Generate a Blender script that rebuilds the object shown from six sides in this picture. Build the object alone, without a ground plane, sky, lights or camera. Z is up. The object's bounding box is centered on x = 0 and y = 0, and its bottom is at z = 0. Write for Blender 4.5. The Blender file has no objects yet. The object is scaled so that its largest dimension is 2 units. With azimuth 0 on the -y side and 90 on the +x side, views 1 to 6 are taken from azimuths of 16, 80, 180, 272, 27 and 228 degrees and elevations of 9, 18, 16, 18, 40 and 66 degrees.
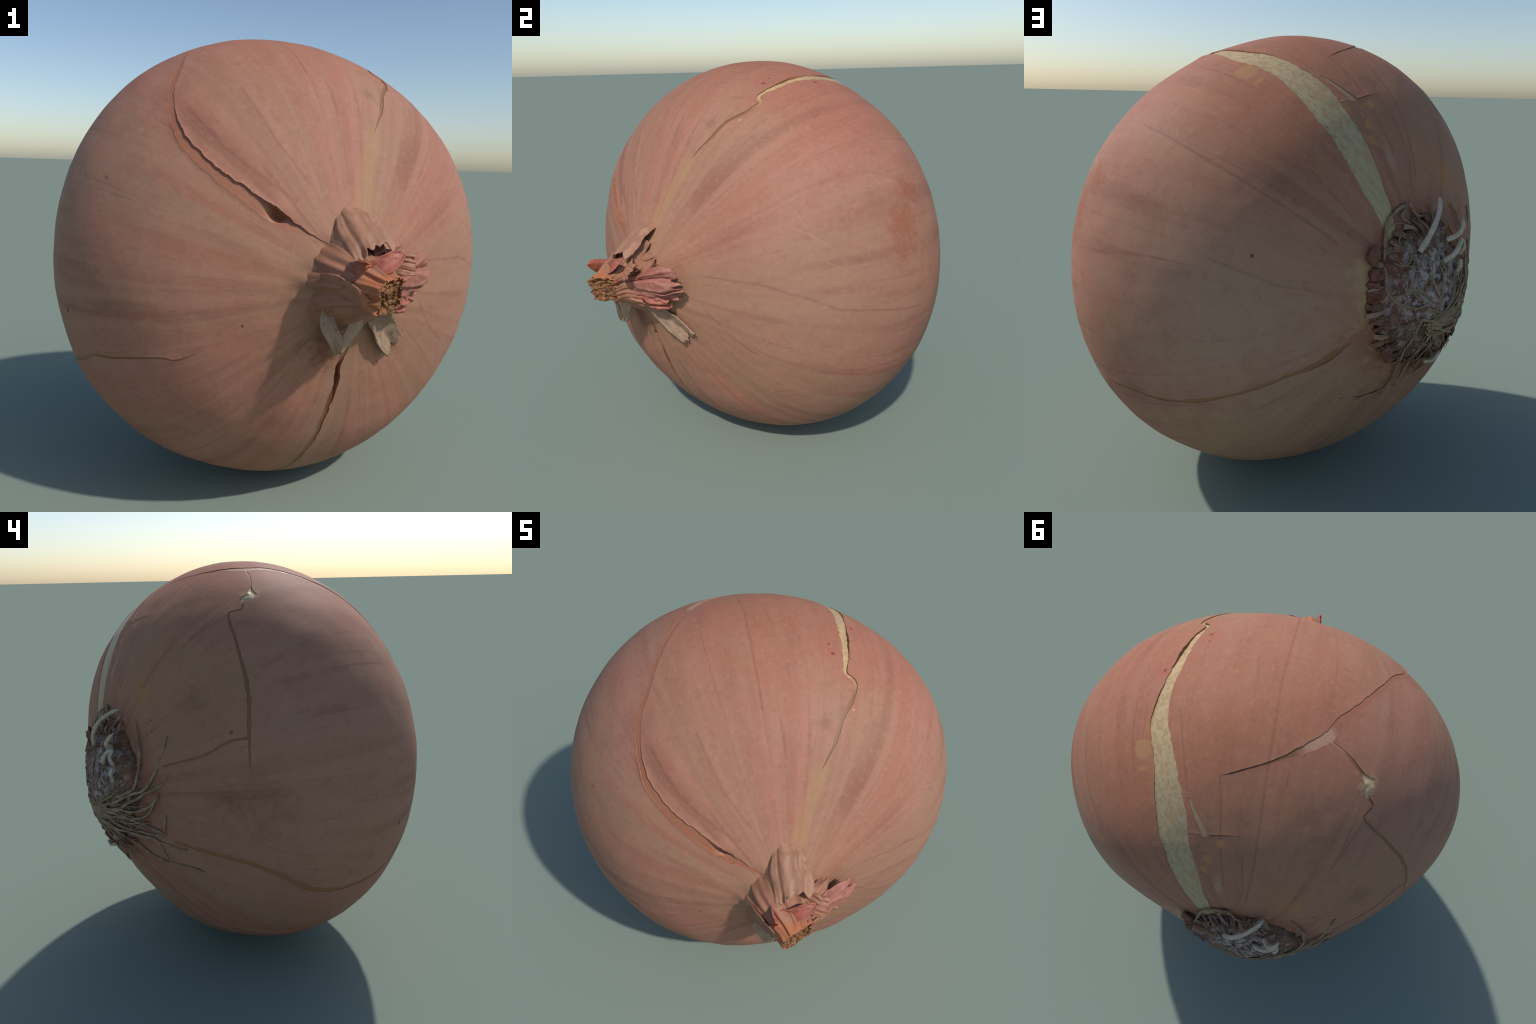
import bpy, math, random
import numpy as np
from mathutils import Matrix, Vector

random.seed(7)
rng = np.random.default_rng(7)

# ----------------------------------------------------------------------------
# FRAME OF THE ONION: local Z runs from the root plate to the neck, local Y is
# up, local X is to the right when one faces the neck.
# ----------------------------------------------------------------------------
CENTRE = np.array([0.0, 0.0, 0.9755])
neck_at = np.array([0.555, -0.735, 1.05])
root_at = np.array([-0.515, 0.67, 1.09])
AX = neck_at - root_at
AX /= np.linalg.norm(AX)
LX = np.cross([0, 0, 1.0], AX)
LX /= np.linalg.norm(LX)
LY = np.cross(AX, LX)
FRAME = Matrix(((LX[0], LY[0], AX[0], CENTRE[0]), (LX[1], LY[1], AX[1], CENTRE[1]),
                (LX[2], LY[2], AX[2], CENTRE[2]), (0, 0, 0, 1)))

# ----------------------------------------------------------------------------
# SMALL TOOLBOX
# ----------------------------------------------------------------------------
def hash3(i, j, k, seed):
    h = (i * 374761393 + j * 668265263 + k * 2147483647 + seed * 974634777) & 0xFFFFFFFF
    h = ((h ^ (h >> 13)) * 1274126177) & 0xFFFFFFFF
    h = h ^ (h >> 16)
    return (h & 0xFFFF) / 32767.5 - 1.0

def vnoise(P, scale, seed=0):
    """smooth value noise in -1..1 at the points P (n,3)"""
    Q = np.asarray(P, float) * scale + 100.0
    I = np.floor(Q).astype(np.int64)
    f = Q - I
    f = f * f * (3 - 2 * f)
    out = 0
    for a in (0, 1):
        for b in (0, 1):
            for c in (0, 1):
                w = (f[..., 0] if a else 1 - f[..., 0]) * (f[..., 1] if b else 1 - f[..., 1]) * (f[..., 2] if c else 1 - f[..., 2])
                out = out + w * hash3(I[..., 0] + a, I[..., 1] + b, I[..., 2] + c, seed)
    return out

def fbm(P, scale, seed=0, octaves=3):
    s, a = 0, 1.0
    for o in range(octaves):
        s = s + a * vnoise(P, scale * 2 ** o, seed + o * 17)
        a *= 0.5
    return s / 1.75

def spline(pts, n):
    """Catmull-Rom through control rows, n samples"""
    P = np.asarray(pts, float)
    if len(P) == 2:
        t = np.linspace(0, 1, n)[:, None]
        return P[0] * (1 - t) + P[1] * t
    E = np.vstack([2 * P[0] - P[1], P, 2 * P[-1] - P[-2]])
    u = np.linspace(0, len(P) - 1 - 1e-9, n)
    i = u.astype(int)
    t = (u - i)[:, None]
    a, b, c, d = E[i], E[i + 1], E[i + 2], E[i + 3]
    return 0.5 * (2 * b + (c - a) * t + (2 * a - 5 * b + 4 * c - d) * t ** 2 + (3 * b - a - 3 * c + d) * t ** 3)

def unit(v):
    v = np.asarray(v, float)
    return v / np.maximum(np.linalg.norm(v, axis=-1, keepdims=True), 1e-9)

def direction(polar, lon):
    t, p = np.radians(polar), np.radians(lon)
    return np.stack([np.sin(t) * np.cos(p), np.sin(t) * np.sin(p), np.cos(t)], -1)

def smooth(a, b, x):
    t = np.clip((x - a) / (b - a), 0, 1)
    return t * t * (3 - 2 * t)

# ----------------------------------------------------------------------------
# BODY FORM: zonal profile (how the radius changes from neck to root) plus a few
# broad lobes (m-fold swellings round the axis) that make it lopsided.
# ----------------------------------------------------------------------------
PROFILE = [0.8983, -0.0263, -0.0837, -0.0062, 0.0213, -0.0027, 0.0089, -0.0015, 0.0039, -0.0015]
LOBES = {1: [(-0.0299, 0.0271), (0.0155, 0.0124), (-0.0426, 0.0019), (0.0193, 0.0309), (-0.0219, -0.0027), (0.01, 0.0156), (-0.0045, 0.0), (0.0008, 0.0072)],
         2: [(0.0109, 0.022), (-0.0054, -0.0039), (0.0206, 0.0454), (-0.0101, -0.0111), (0.0065, 0.0167), (-0.0051, -0.0047), (-0.0026, 0.0051)],
         3: [(0.0172, 0.0067), (0.0, 0.0076), (0.014, 0.0111), (0.0062, 0.0012), (0.0024, 0.0042)],
         4: [(-0.0186, -0.002), (0.0257, 0.0008), (-0.0163, -0.0048), (0.0082, 0.0003)]}

# local swellings and flats: polar, longitude, height (m), spread (degrees)
SWELLINGS = [(12, 150, .040, 5), (40, 116, .008, 8), (34, -116, .008, 6), (49, -63, .009, 7), (63, 54, -.007, 9), (69, 169, .005, 10),
             (146, 88, .010, 6), (148, -27, .009, 7), (132, 167, .005, 8), (82, -153, .006, 8), (70, -141, -.007, 8), (110, -45, -.006, 14), (76, -112, -.005, 12)]

def body_radius(D):
    t = np.arccos(np.clip(D[..., 2], -1, 1))
    p = np.arctan2(D[..., 1], D[..., 0])
    s = np.sin(t)
    r = sum(c * np.cos(l * t) for l, c in enumerate(PROFILE))
    for m, row in LOBES.items():
        for k, (a, b) in enumerate(row):
            r = r + s ** m * np.cos(k * t) * (a * np.cos(m * p) + b * np.sin(m * p))
    for polar, lon, amount, spread in SWELLINGS:
        c = D @ direction(polar, lon)
        r = r + amount * np.exp((c - 1) / (1 - math.cos(math.radians(spread))))
    return r

NECK_XY = np.array([-0.035, 0.085])      # where the neck leaves the body (tangent plane, x/z y/z)
ROOT_XY = np.array([-0.085, 0.03])       # centre of the root plate (local x, y on the far side)

def skin_radius(D):
    """outer skin: body form, neck cone with folds, hollow below the neck, faint veins"""
    r = body_radius(D)
    z = D[..., 2]
    front = z > 0.3
    zz = np.where(front, z, 1.0)
    qx, qy = D[..., 0] / zz - NECK_XY[0], D[..., 1] / zz - NECK_XY[1]
    rho = np.where(front, np.hypot(qx, qy), 9.0)
    ang = np.arctan2(qy, qx)
    up = 0.5 + 0.5 * np.sin(ang)
    wide = 0.118 + 0.045 * up
    r = r + 0.092 * np.exp(-(rho / wide) ** 2)
    # folds that run out of the neck and fade on the shoulder
    fold = np.sin(ang * 11 + 2.2 * np.sin(ang * 2 + 0.6)) * 0.6 + np.sin(ang * 19 + 1.0) * 0.4
    r = r + 0.0100 * fold * smooth(0.04, 0.10, rho) * (1 - smooth(0.16, 0.34, rho)) * (0.35 + 0.65 * up)
    # hollow under the neck
    r = r - 0.035 * np.exp(-(((qx + 0.07) / 0.07) ** 2 + ((qy + 0.15) / 0.055) ** 2)) * front
    # soft dents and meridional ribs
    ring = unit(D[..., :2] + 1e-9)
    R3 = np.concatenate([ring * 1.0, D[..., 2:] * 0.35], -1)
    r = r + 0.0016 * vnoise(R3, 9.0, 5) * smooth(0.1, 0.35, np.hypot(D[..., 0], D[..., 1]))
    r = r + 0.0035 * vnoise(D, 4.5, 3) + 0.0012 * vnoise(D, 14.0, 4)
    # skin pulls in a little round the root plate
    rr = np.hypot(D[..., 0] * 0.87 - ROOT_XY[0], D[..., 1] * 0.87 - ROOT_XY[1])
    back = z < -0.3
    r = r - np.where(back, 0.012 * np.exp(-((rr - 0.30) / 0.06) ** 2), 0)
    return r

# ----------------------------------------------------------------------------
# CRACKS of the dry outer skin: (polar angle from the neck, longitude, width in mm)
# ----------------------------------------------------------------------------
CRACKS = {
    'long_split': [(113.2, 85.7, 2), (112.2, 88.6, 5), (109, 95.4, 8), (106.4, 99.7, 16), (103.8, 103.3, 36), (100.5, 106.9, 42),
                   (96, 108.8, 30), (91.8, 112, 24), (87.8, 114.6, 24), (82.5, 118.3, 22), (77, 122.1, 22), (72.1, 127.2, 25),
                   (66.9, 131, 24), (62.5, 133.6, 27), (56.7, 135.9, 36), (50.4, 136.7, 40), (44.5, 136.6, 44), (38.1, 135.6, 48),
                   (32, 133.6, 50), (27, 131, 38), (23.3, 127.5, 20), (19, 122, 12), (16, 116, 4)],
    'side_split': [(101.2, 107.6, 9), (102.5, 111.5, 12), (104.5, 115.3, 12), (105.6, 117.4, 20), (106.4, 119, 46), (107.4, 119.2, 40),
                   (108.8, 119, 16), (110.4, 122, 8), (113.4, 121.2, 6), (114.9, 125.5, 9), (115.6, 130, 11), (116.4, 134, 12),
                   (117.2, 140, 17), (118.2, 145.5, 19), (119.8, 151.7, 17), (120.9, 157, 12), (121.9, 164.1, 3)],
    'twig_split': [(121.2, 155.8, 11), (125.7, 155.3, 11), (131.3, 157.2, 11), (136.9, 157.7, 10), (144.8, 157.7, 8)],
    'wide_split': [(46.2, 77.1, 1), (53.8, 73.6, 14), (58.5, 72.5, 17), (62, 71, 17), (65.6, 69.1, 18), (70.2, 68.6, 20), (72.2, 71.2, 20),
                   (77, 70.5, 32), (80, 70.3, 36), (86, 70, 45), (92, 69.2, 50), (98, 68.6, 66), (103.3, 68.7, 86), (109, 70.4, 95),
                   (116, 71.6, 114), (122.5, 72.2, 134), (129, 72.1, 130), (136, 72.3, 126), (143, 72.5, 112), (149, 72.5, 92),
                   (154, 73, 74), (160, 74, 58)],
    'low_split': [(143.5, -163.6, 14), (135.6, -163.8, 18), (127.9, -164, 20), (120.6, -163.8, 23), (113.3, -161.8, 25), (107.5, -159.1, 27),
                  (101.8, -157.7, 27), (95.2, -157.7, 25), (86.5, -158.8, 22), (78, -160.5, 18), (70.4, -162.9, 16), (63.4, -162.8, 13),
                  (55.7, -162.8, 11), (49.9, -162.1, 8), (46.9, -160.8, 8), (41.5, -161.9, 2)],
    'neck_split': [(12, -98, 20), (16.9, -99, 22), (22.5, -95.3, 23), (32.5, -95, 23), (42.5, -94.5, 24), (54, -95.5, 24), (66, -97, 18), (80, -99, 3)],
    'under_split': [(86, -134, 3), (92.5, -132.5, 17), (104, -131.7, 19), (116.5, -128, 14), (123, -114, 6), (135, -105, 3)],
    'rear_split': [(160, -25, 3), (158, -25.5, 16), (154, -27.6, 36), (150, -28, 28), (144.2, -26, 18), (136.5, -25.2, 14), (128.5, -24.5, 14),
                   (120.6, -24.2, 16), (113.5, -23.4, 13), (108, -22.2, 11), (104.5, -21, 10), (97.9, -20.5, 6), (90, -21, 4), (80.8, -20, 4),
                   (71.6, -21, 3), (63.3, -22, 1)],
    'torn_corner': [(119.0, 78.0, 4), (123.7, 80.3, 22), (126.6, 82.2, 28), (127.6, 83.2, 3)],
    'cross_split': [(127.5, 77, 6), (127.2, 85, 6), (126, 92.8, 2)],
}

def crack_lines():
    lines = []
    for name, rows in CRACKS.items():
        S = spline(rows, max(14, len(rows) * 7))
        D = direction(S[:, 0], S[:, 1])
        P = D * body_radius(D)[:, None]
        w = np.maximum(S[:, 2], 0.5) * 0.0005
        lines.append((name, P, w))
    return lines

LINES = crack_lines()

def gap_distance(D):
    """signed distance (m) to the nearest gap edge, negative inside a gap"""
    P = D * body_radius(D)[:, None]
    out = np.full(len(P), 0.5)
    jag = 0.0020 * vnoise(P, 38, 21) + 0.0007 * vnoise(P, 110, 22)
    for name, L, w in LINES:
        lo, hi = L.min(0) - 0.17, L.max(0) + 0.17
        sel = np.where(np.all((P > lo) & (P < hi), axis=1))[0]
        for chunk in np.array_split(sel, max(1, len(sel) // 20000)):
            if len(chunk) == 0:
                continue
            Q = P[chunk]
            A, B = L[:-1], L[1:]
            AB = B - A
            t = np.clip(((Q[:, None] - A) * AB).sum(-1) / (AB ** 2).sum(-1), 0, 1)
            C = A + AB * t[..., None]
            d = np.linalg.norm(Q[:, None] - C, axis=-1)
            ww = w[:-1] + (w[1:] - w[:-1]) * t
            i = (d - ww).argmin(1)
            k = np.arange(len(chunk))
            wk = ww[k, i]
            sd = d[k, i] - wk + jag[chunk] * np.clip(wk / 0.006, 0.15, 2.4)
            out[chunk] = np.minimum(out[chunk], sd)
    # the ragged opening round the root plate
    back = D[:, 2] < -0.4
    qx, qy = P[:, 0] - ROOT_XY[0], P[:, 1] - ROOT_XY[1]
    a = np.arctan2(qy, qx)
    edge = 0.285 + 0.012 * np.sin(3 * a + 1) + 0.010 * np.sin(17 * a) * np.sin(5 * a) + 0.010 * vnoise(P, 40, 9)
    out = np.where(back, np.minimum(out, np.hypot(qx, qy) - edge), out)
    return out

# ----------------------------------------------------------------------------
# MESH HELPERS
# ----------------------------------------------------------------------------
def make_mesh(name, V, faces, mat, parent, smooth_shade=True, frame=False):
    me = bpy.data.meshes.new(name)
    V = np.asarray(V, dtype=np.float32)
    if isinstance(faces, np.ndarray):
        nf, k = faces.shape
        me.vertices.add(len(V))
        me.vertices.foreach_set('co', V.ravel())
        me.loops.add(nf * k)
        me.loops.foreach_set('vertex_index', faces.astype(np.int32).ravel())
        me.polygons.add(nf)
        me.polygons.foreach_set('loop_start', np.arange(0, nf * k, k, dtype=np.int32))
        me.polygons.foreach_set('loop_total', np.full(nf, k, dtype=np.int32))
        me.update(calc_edges=True)
    else:
        me.from_pydata(V.tolist(), [], faces)
    me.validate()
    me.polygons.foreach_set('use_smooth', np.full(len(me.polygons), smooth_shade))
    me.materials.append(mat)
    ob = bpy.data.objects.new(name, me)
    bpy.context.scene.collection.objects.link(ob)
    ob.parent = parent
    if frame:
        ob.matrix_local = FRAME
    return ob

def weld(V, T):
    key = np.round(V[:, :3] * 1e5).astype(np.int64) + 200000
    code = (key[:, 0] * 400001 + key[:, 1]) * 400001 + key[:, 2]
    _, first, inv = np.unique(code, return_index=True, return_inverse=True)
    T = inv.reshape(-1)[T]
    ok = (T[:, 0] != T[:, 1]) & (T[:, 1] != T[:, 2]) & (T[:, 2] != T[:, 0])
    return V[first], T[ok]

def sphere_triangles(n_polar, n_lon, refine, factor):
    """direction-sphere triangles; cells for which refine(D) holds are split finer"""
    th = np.linspace(0.02, math.pi - 0.02, n_polar + 1)
    ph = np.linspace(-math.pi, math.pi, n_lon + 1)
    tc, pc = np.meshgrid((th[:-1] + th[1:]) / 2, (ph[:-1] + ph[1:]) / 2, indexing='ij')
    Dc = np.stack([np.sin(tc) * np.cos(pc), np.sin(tc) * np.sin(pc), np.cos(tc)], -1).reshape(-1, 3)
    fine = refine(Dc)
    i, j = np.divmod(np.arange(n_polar * n_lon), n_lon)
    Ds = []
    for sel, f in ((~fine, 1), (fine, factor)):
        ii, jj = i[sel], j[sel]
        for a in range(f):
            for b in range(f):
                def corner(u, v):
                    t = th[ii] + (th[ii + 1] - th[ii]) * u / f
                    p = ph[jj] + (ph[jj + 1] - ph[jj]) * v / f
                    return np.stack([np.sin(t) * np.cos(p), np.sin(t) * np.sin(p), np.cos(t)], -1)
                q00, q10, q11, q01 = corner(a, b), corner(a + 1, b), corner(a + 1, b + 1), corner(a, b + 1)
                Ds.append(np.stack([q00, q10, q11], 1))
                Ds.append(np.stack([q00, q11, q01], 1))
    D = np.concatenate(Ds).reshape(-1, 3)
    T = np.arange(len(D)).reshape(-1, 3)
    V, T = weld(D, T)
    return unit(V), T

def cut_triangles(D, T, sd):
    """keep the part of the triangles where sd > 0, splitting edges at the zero line"""
    s = sd[T]
    pos = (s > 0).sum(1)
    keep = [T[pos == 3]]
    newD = []
    base = len(D)
    for n in (1, 2):
        for k in range(3):
            a, b, c = k, (k + 1) % 3, (k + 2) % 3
            if n == 1:
                sel = (pos == 1) & (s[:, a] > 0)
            else:
                sel = (pos == 2) & (s[:, a] <= 0)
            t = T[sel]
            if len(t) == 0:
                continue
            A, B, C = t[:, a], t[:, b], t[:, c]
            fb = (sd[A] / (sd[A] - sd[B]))[:, None]
            fc = (sd[A] / (sd[A] - sd[C]))[:, None]
            nb = D[A] + (D[B] - D[A]) * fb
            nc = D[A] + (D[C] - D[A]) * fc
            ib = base + np.arange(len(t))
            ic = ib + len(t)
            base += 2 * len(t)
            newD += [nb, nc]
            if n == 1:
                keep.append(np.stack([A, ib, ic], 1))
            else:
                keep.append(np.stack([ib, B, C], 1))
                keep.append(np.stack([ib, C, ic], 1))
    D2 = np.vstack([D] + newD)
    D2 = np.hstack([D2, np.concatenate([sd, np.zeros(len(D2) - len(sd))])[:, None]])
    return weld(D2, np.concatenate(keep))

def drop_loose(V, T):
    used = np.unique(T)
    m = np.zeros(len(V), np.int64)
    m[used] = np.arange(len(used))
    return V[used], m[T]

def boundary_edges(T):
    E = np.concatenate([T[:, [0, 1]], T[:, [1, 2]], T[:, [2, 0]]])
    key = np.sort(E, 1)
    _, inv, cnt = np.unique(key, axis=0, return_inverse=True, return_counts=True)
    return E[cnt[inv.reshape(-1)] == 1]

# ----------------------------------------------------------------------------
# MATERIALS
# ----------------------------------------------------------------------------
def srgb(r, g, b):
    f = lambda c: (c / 255 / 12.92) if c / 255 <= 0.04045 else ((c / 255 + 0.055) / 1.055) ** 2.4
    return (f(r), f(g), f(b), 1.0)

class Nodes:
    """thin wrapper that writes node graphs as expressions"""
    def __init__(self, name):
        self.mat = bpy.data.materials.new(name)
        self.mat.use_nodes = True
        self.nt = self.mat.node_tree
        self.nt.nodes.clear()
        self.out = self.nt.nodes.new('ShaderNodeOutputMaterial')
        self.co = self.nt.nodes.new('ShaderNodeTexCoord').outputs['Object']
        self.xyz = self.nt.nodes.new('ShaderNodeSeparateXYZ')
        self.link(self.co, self.xyz.inputs[0])
        self.x, self.y, self.z = self.xyz.outputs

    def link(self, a, b):
        if hasattr(a, 'is_output'):
            self.nt.links.new(a, b)
        else:
            b.default_value = a

    def math(self, op, a, b=0.0, c=0.0, clamp=False):
        n = self.nt.nodes.new('ShaderNodeMath')
        n.operation = op
        n.use_clamp = clamp
        for s, v in zip(n.inputs, (a, b, c)):
            self.link(v, s)
        return n.outputs[0]

    def vec(self, op, a, b=(0, 0, 0)):
        n = self.nt.nodes.new('ShaderNodeVectorMath')
        n.operation = op
        self.link(a, n.inputs[0])
        if op == 'SCALE':
            self.link(b, n.inputs['Scale'])
        else:
            self.link(b, n.inputs[1])
        return n.outputs['Value'] if op in ('DISTANCE', 'LENGTH', 'DOT_PRODUCT') else n.outputs[0]

    def combine(self, x, y, z):
        n = self.nt.nodes.new('ShaderNodeCombineXYZ')
        for s, v in zip(n.inputs, (x, y, z)):
            self.link(v, s)
        return n.outputs[0]

    def noise(self, vec, scale, detail=3.0, rough=0.55, distort=0.0):
        n = self.nt.nodes.new('ShaderNodeTexNoise')
        self.link(vec, n.inputs['Vector'])
        n.inputs['Scale'].default_value = scale
        n.inputs['Detail'].default_value = detail
        n.inputs['Roughness'].default_value = rough
        n.inputs['Distortion'].default_value = distort
        return n.outputs['Fac']

    def voronoi(self, vec, scale, feature='F1'):
        n = self.nt.nodes.new('ShaderNodeTexVoronoi')
        n.feature = feature
        self.link(vec, n.inputs['Vector'])
        n.inputs['Scale'].default_value = scale
        return n.outputs['Distance']

    def step(self, a, b, x):
        """smooth 0..1 from a to b (a may be larger than b)"""
        n = self.nt.nodes.new('ShaderNodeMapRange')
        n.interpolation_type = 'SMOOTHSTEP'
        rev = a > b
        n.inputs['From Min'].default_value = min(a, b)
        n.inputs['From Max'].default_value = max(a, b)
        n.inputs['To Min'].default_value = 1.0 if rev else 0.0
        n.inputs['To Max'].default_value = 0.0 if rev else 1.0
        self.link(x, n.inputs['Value'])
        return n.outputs[0]

    def mix(self, fac, a, b, blend='MIX'):
        n = self.nt.nodes.new('ShaderNodeMix')
        n.data_type = 'RGBA'
        n.blend_type = blend
        self.link(fac, n.inputs[0])
        self.link(a, n.inputs[6])
        self.link(b, n.inputs[7])
        return n.outputs[2]

    def mul(self, a, b):
        return self.math('MULTIPLY', a, b)

    def spot(self, polar, lon, size, wobble=None, soft=0.6, stretch=None):
        """round mask on the body about a polar/longitude point, size in metres;
        stretch=(k) makes it k times longer along the meridian"""
        D = direction(polar, lon)
        P = D * float(body_radius(D[None])[0])
        v = self.vec('SUBTRACT', self.co, tuple(P))
        if stretch:
            t, p = math.radians(polar), math.radians(lon)
            south = (math.cos(t) * math.cos(p), math.cos(t) * math.sin(p), -math.sin(t))
            along = self.vec('DOT_PRODUCT', v, south)
            cut = self.vec('SCALE', south, self.mul(along, 1 - 1.0 / stretch))
            v = self.vec('SUBTRACT', v, cut)
        d = self.math('DIVIDE', self.vec('LENGTH', v), size)
        if wobble is not None:
            d = self.math('ADD', d, self.mul(self.math('SUBTRACT', wobble, 0.5), 1.6))
        return self.step(1.0 + soft * 0.5, 1.0 - soft, d)

    def line(self, pts, width):
        """mask near a chain of polar/longitude points joined by great-circle pieces"""
        best = None
        for (a, b) in zip(pts[:-1], pts[1:]):
            A, B = [direction(*q) * float(body_radius(direction(*q)[None])[0]) for q in (a, b)]
            AB = B - A
            L = float(np.linalg.norm(AB))
            side = self.vec('DOT_PRODUCT', self.co, tuple(unit(np.cross(A, B))))
            t = self.vec('DOT_PRODUCT', self.vec('SUBTRACT', self.co, tuple((A + B) / 2)), tuple(AB / L))
            over = self.math('MAXIMUM', self.math('SUBTRACT', self.math('ABSOLUTE', t), L / 2), 0.0)
            front = self.math('LESS_THAN', self.vec('DOT_PRODUCT', self.co, tuple(unit(A + B))), 0.0)
            d = self.math('ADD', self.math('SQRT', self.math('ADD', self.mul(side, side), self.mul(over, over))), front)
            best = d if best is None else self.math('MINIMUM', best, d)
        return self.step(width, width * 0.35, best)

    def ring(self, axial=0.25):
        """coordinates that are constant along a meridian: streaks from neck to root"""
        x = self.math('ADD', self.x, self.math('MULTIPLY_ADD', self.z, -0.032, 0.0575))
        y = self.math('SUBTRACT', self.y, self.math('MULTIPLY_ADD', self.z, 0.026, 0.0525))
        rho = self.math('SQRT', self.math('ADD', self.math('ADD', self.mul(x, x), self.mul(y, y)), 1e-4))
        return self.combine(self.math('DIVIDE', x, rho), self.math('DIVIDE', y, rho), self.mul(self.z, axial))

    def polar(self):
        l = self.vec('LENGTH', self.co)
        return self.math('MULTIPLY', self.math('ARCCOSINE', self.math('DIVIDE', self.z, l)), 180 / math.pi)

    def finish(self, colour, rough=0.55, height=None, dist=0.004, strength=0.5, specular=0.35, **extra):
        b = self.nt.nodes.new('ShaderNodeBsdfPrincipled')
        self.link(colour, b.inputs['Base Color'])
        self.link(rough, b.inputs['Roughness'])
        b.inputs['Specular IOR Level'].default_value = specular
        for k, v in extra.items():
            self.link(v, b.inputs[k.replace('_', ' ')])
        if height is not None:
            n = self.nt.nodes.new('ShaderNodeBump')
            n.inputs['Strength'].default_value = strength
            n.inputs['Distance'].default_value = dist
            self.link(height, n.inputs['Height'])
            self.nt.links.new(n.outputs[0], b.inputs['Normal'])
        self.nt.links.new(b.outputs[0], self.out.inputs[0])
        return self.mat

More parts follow.
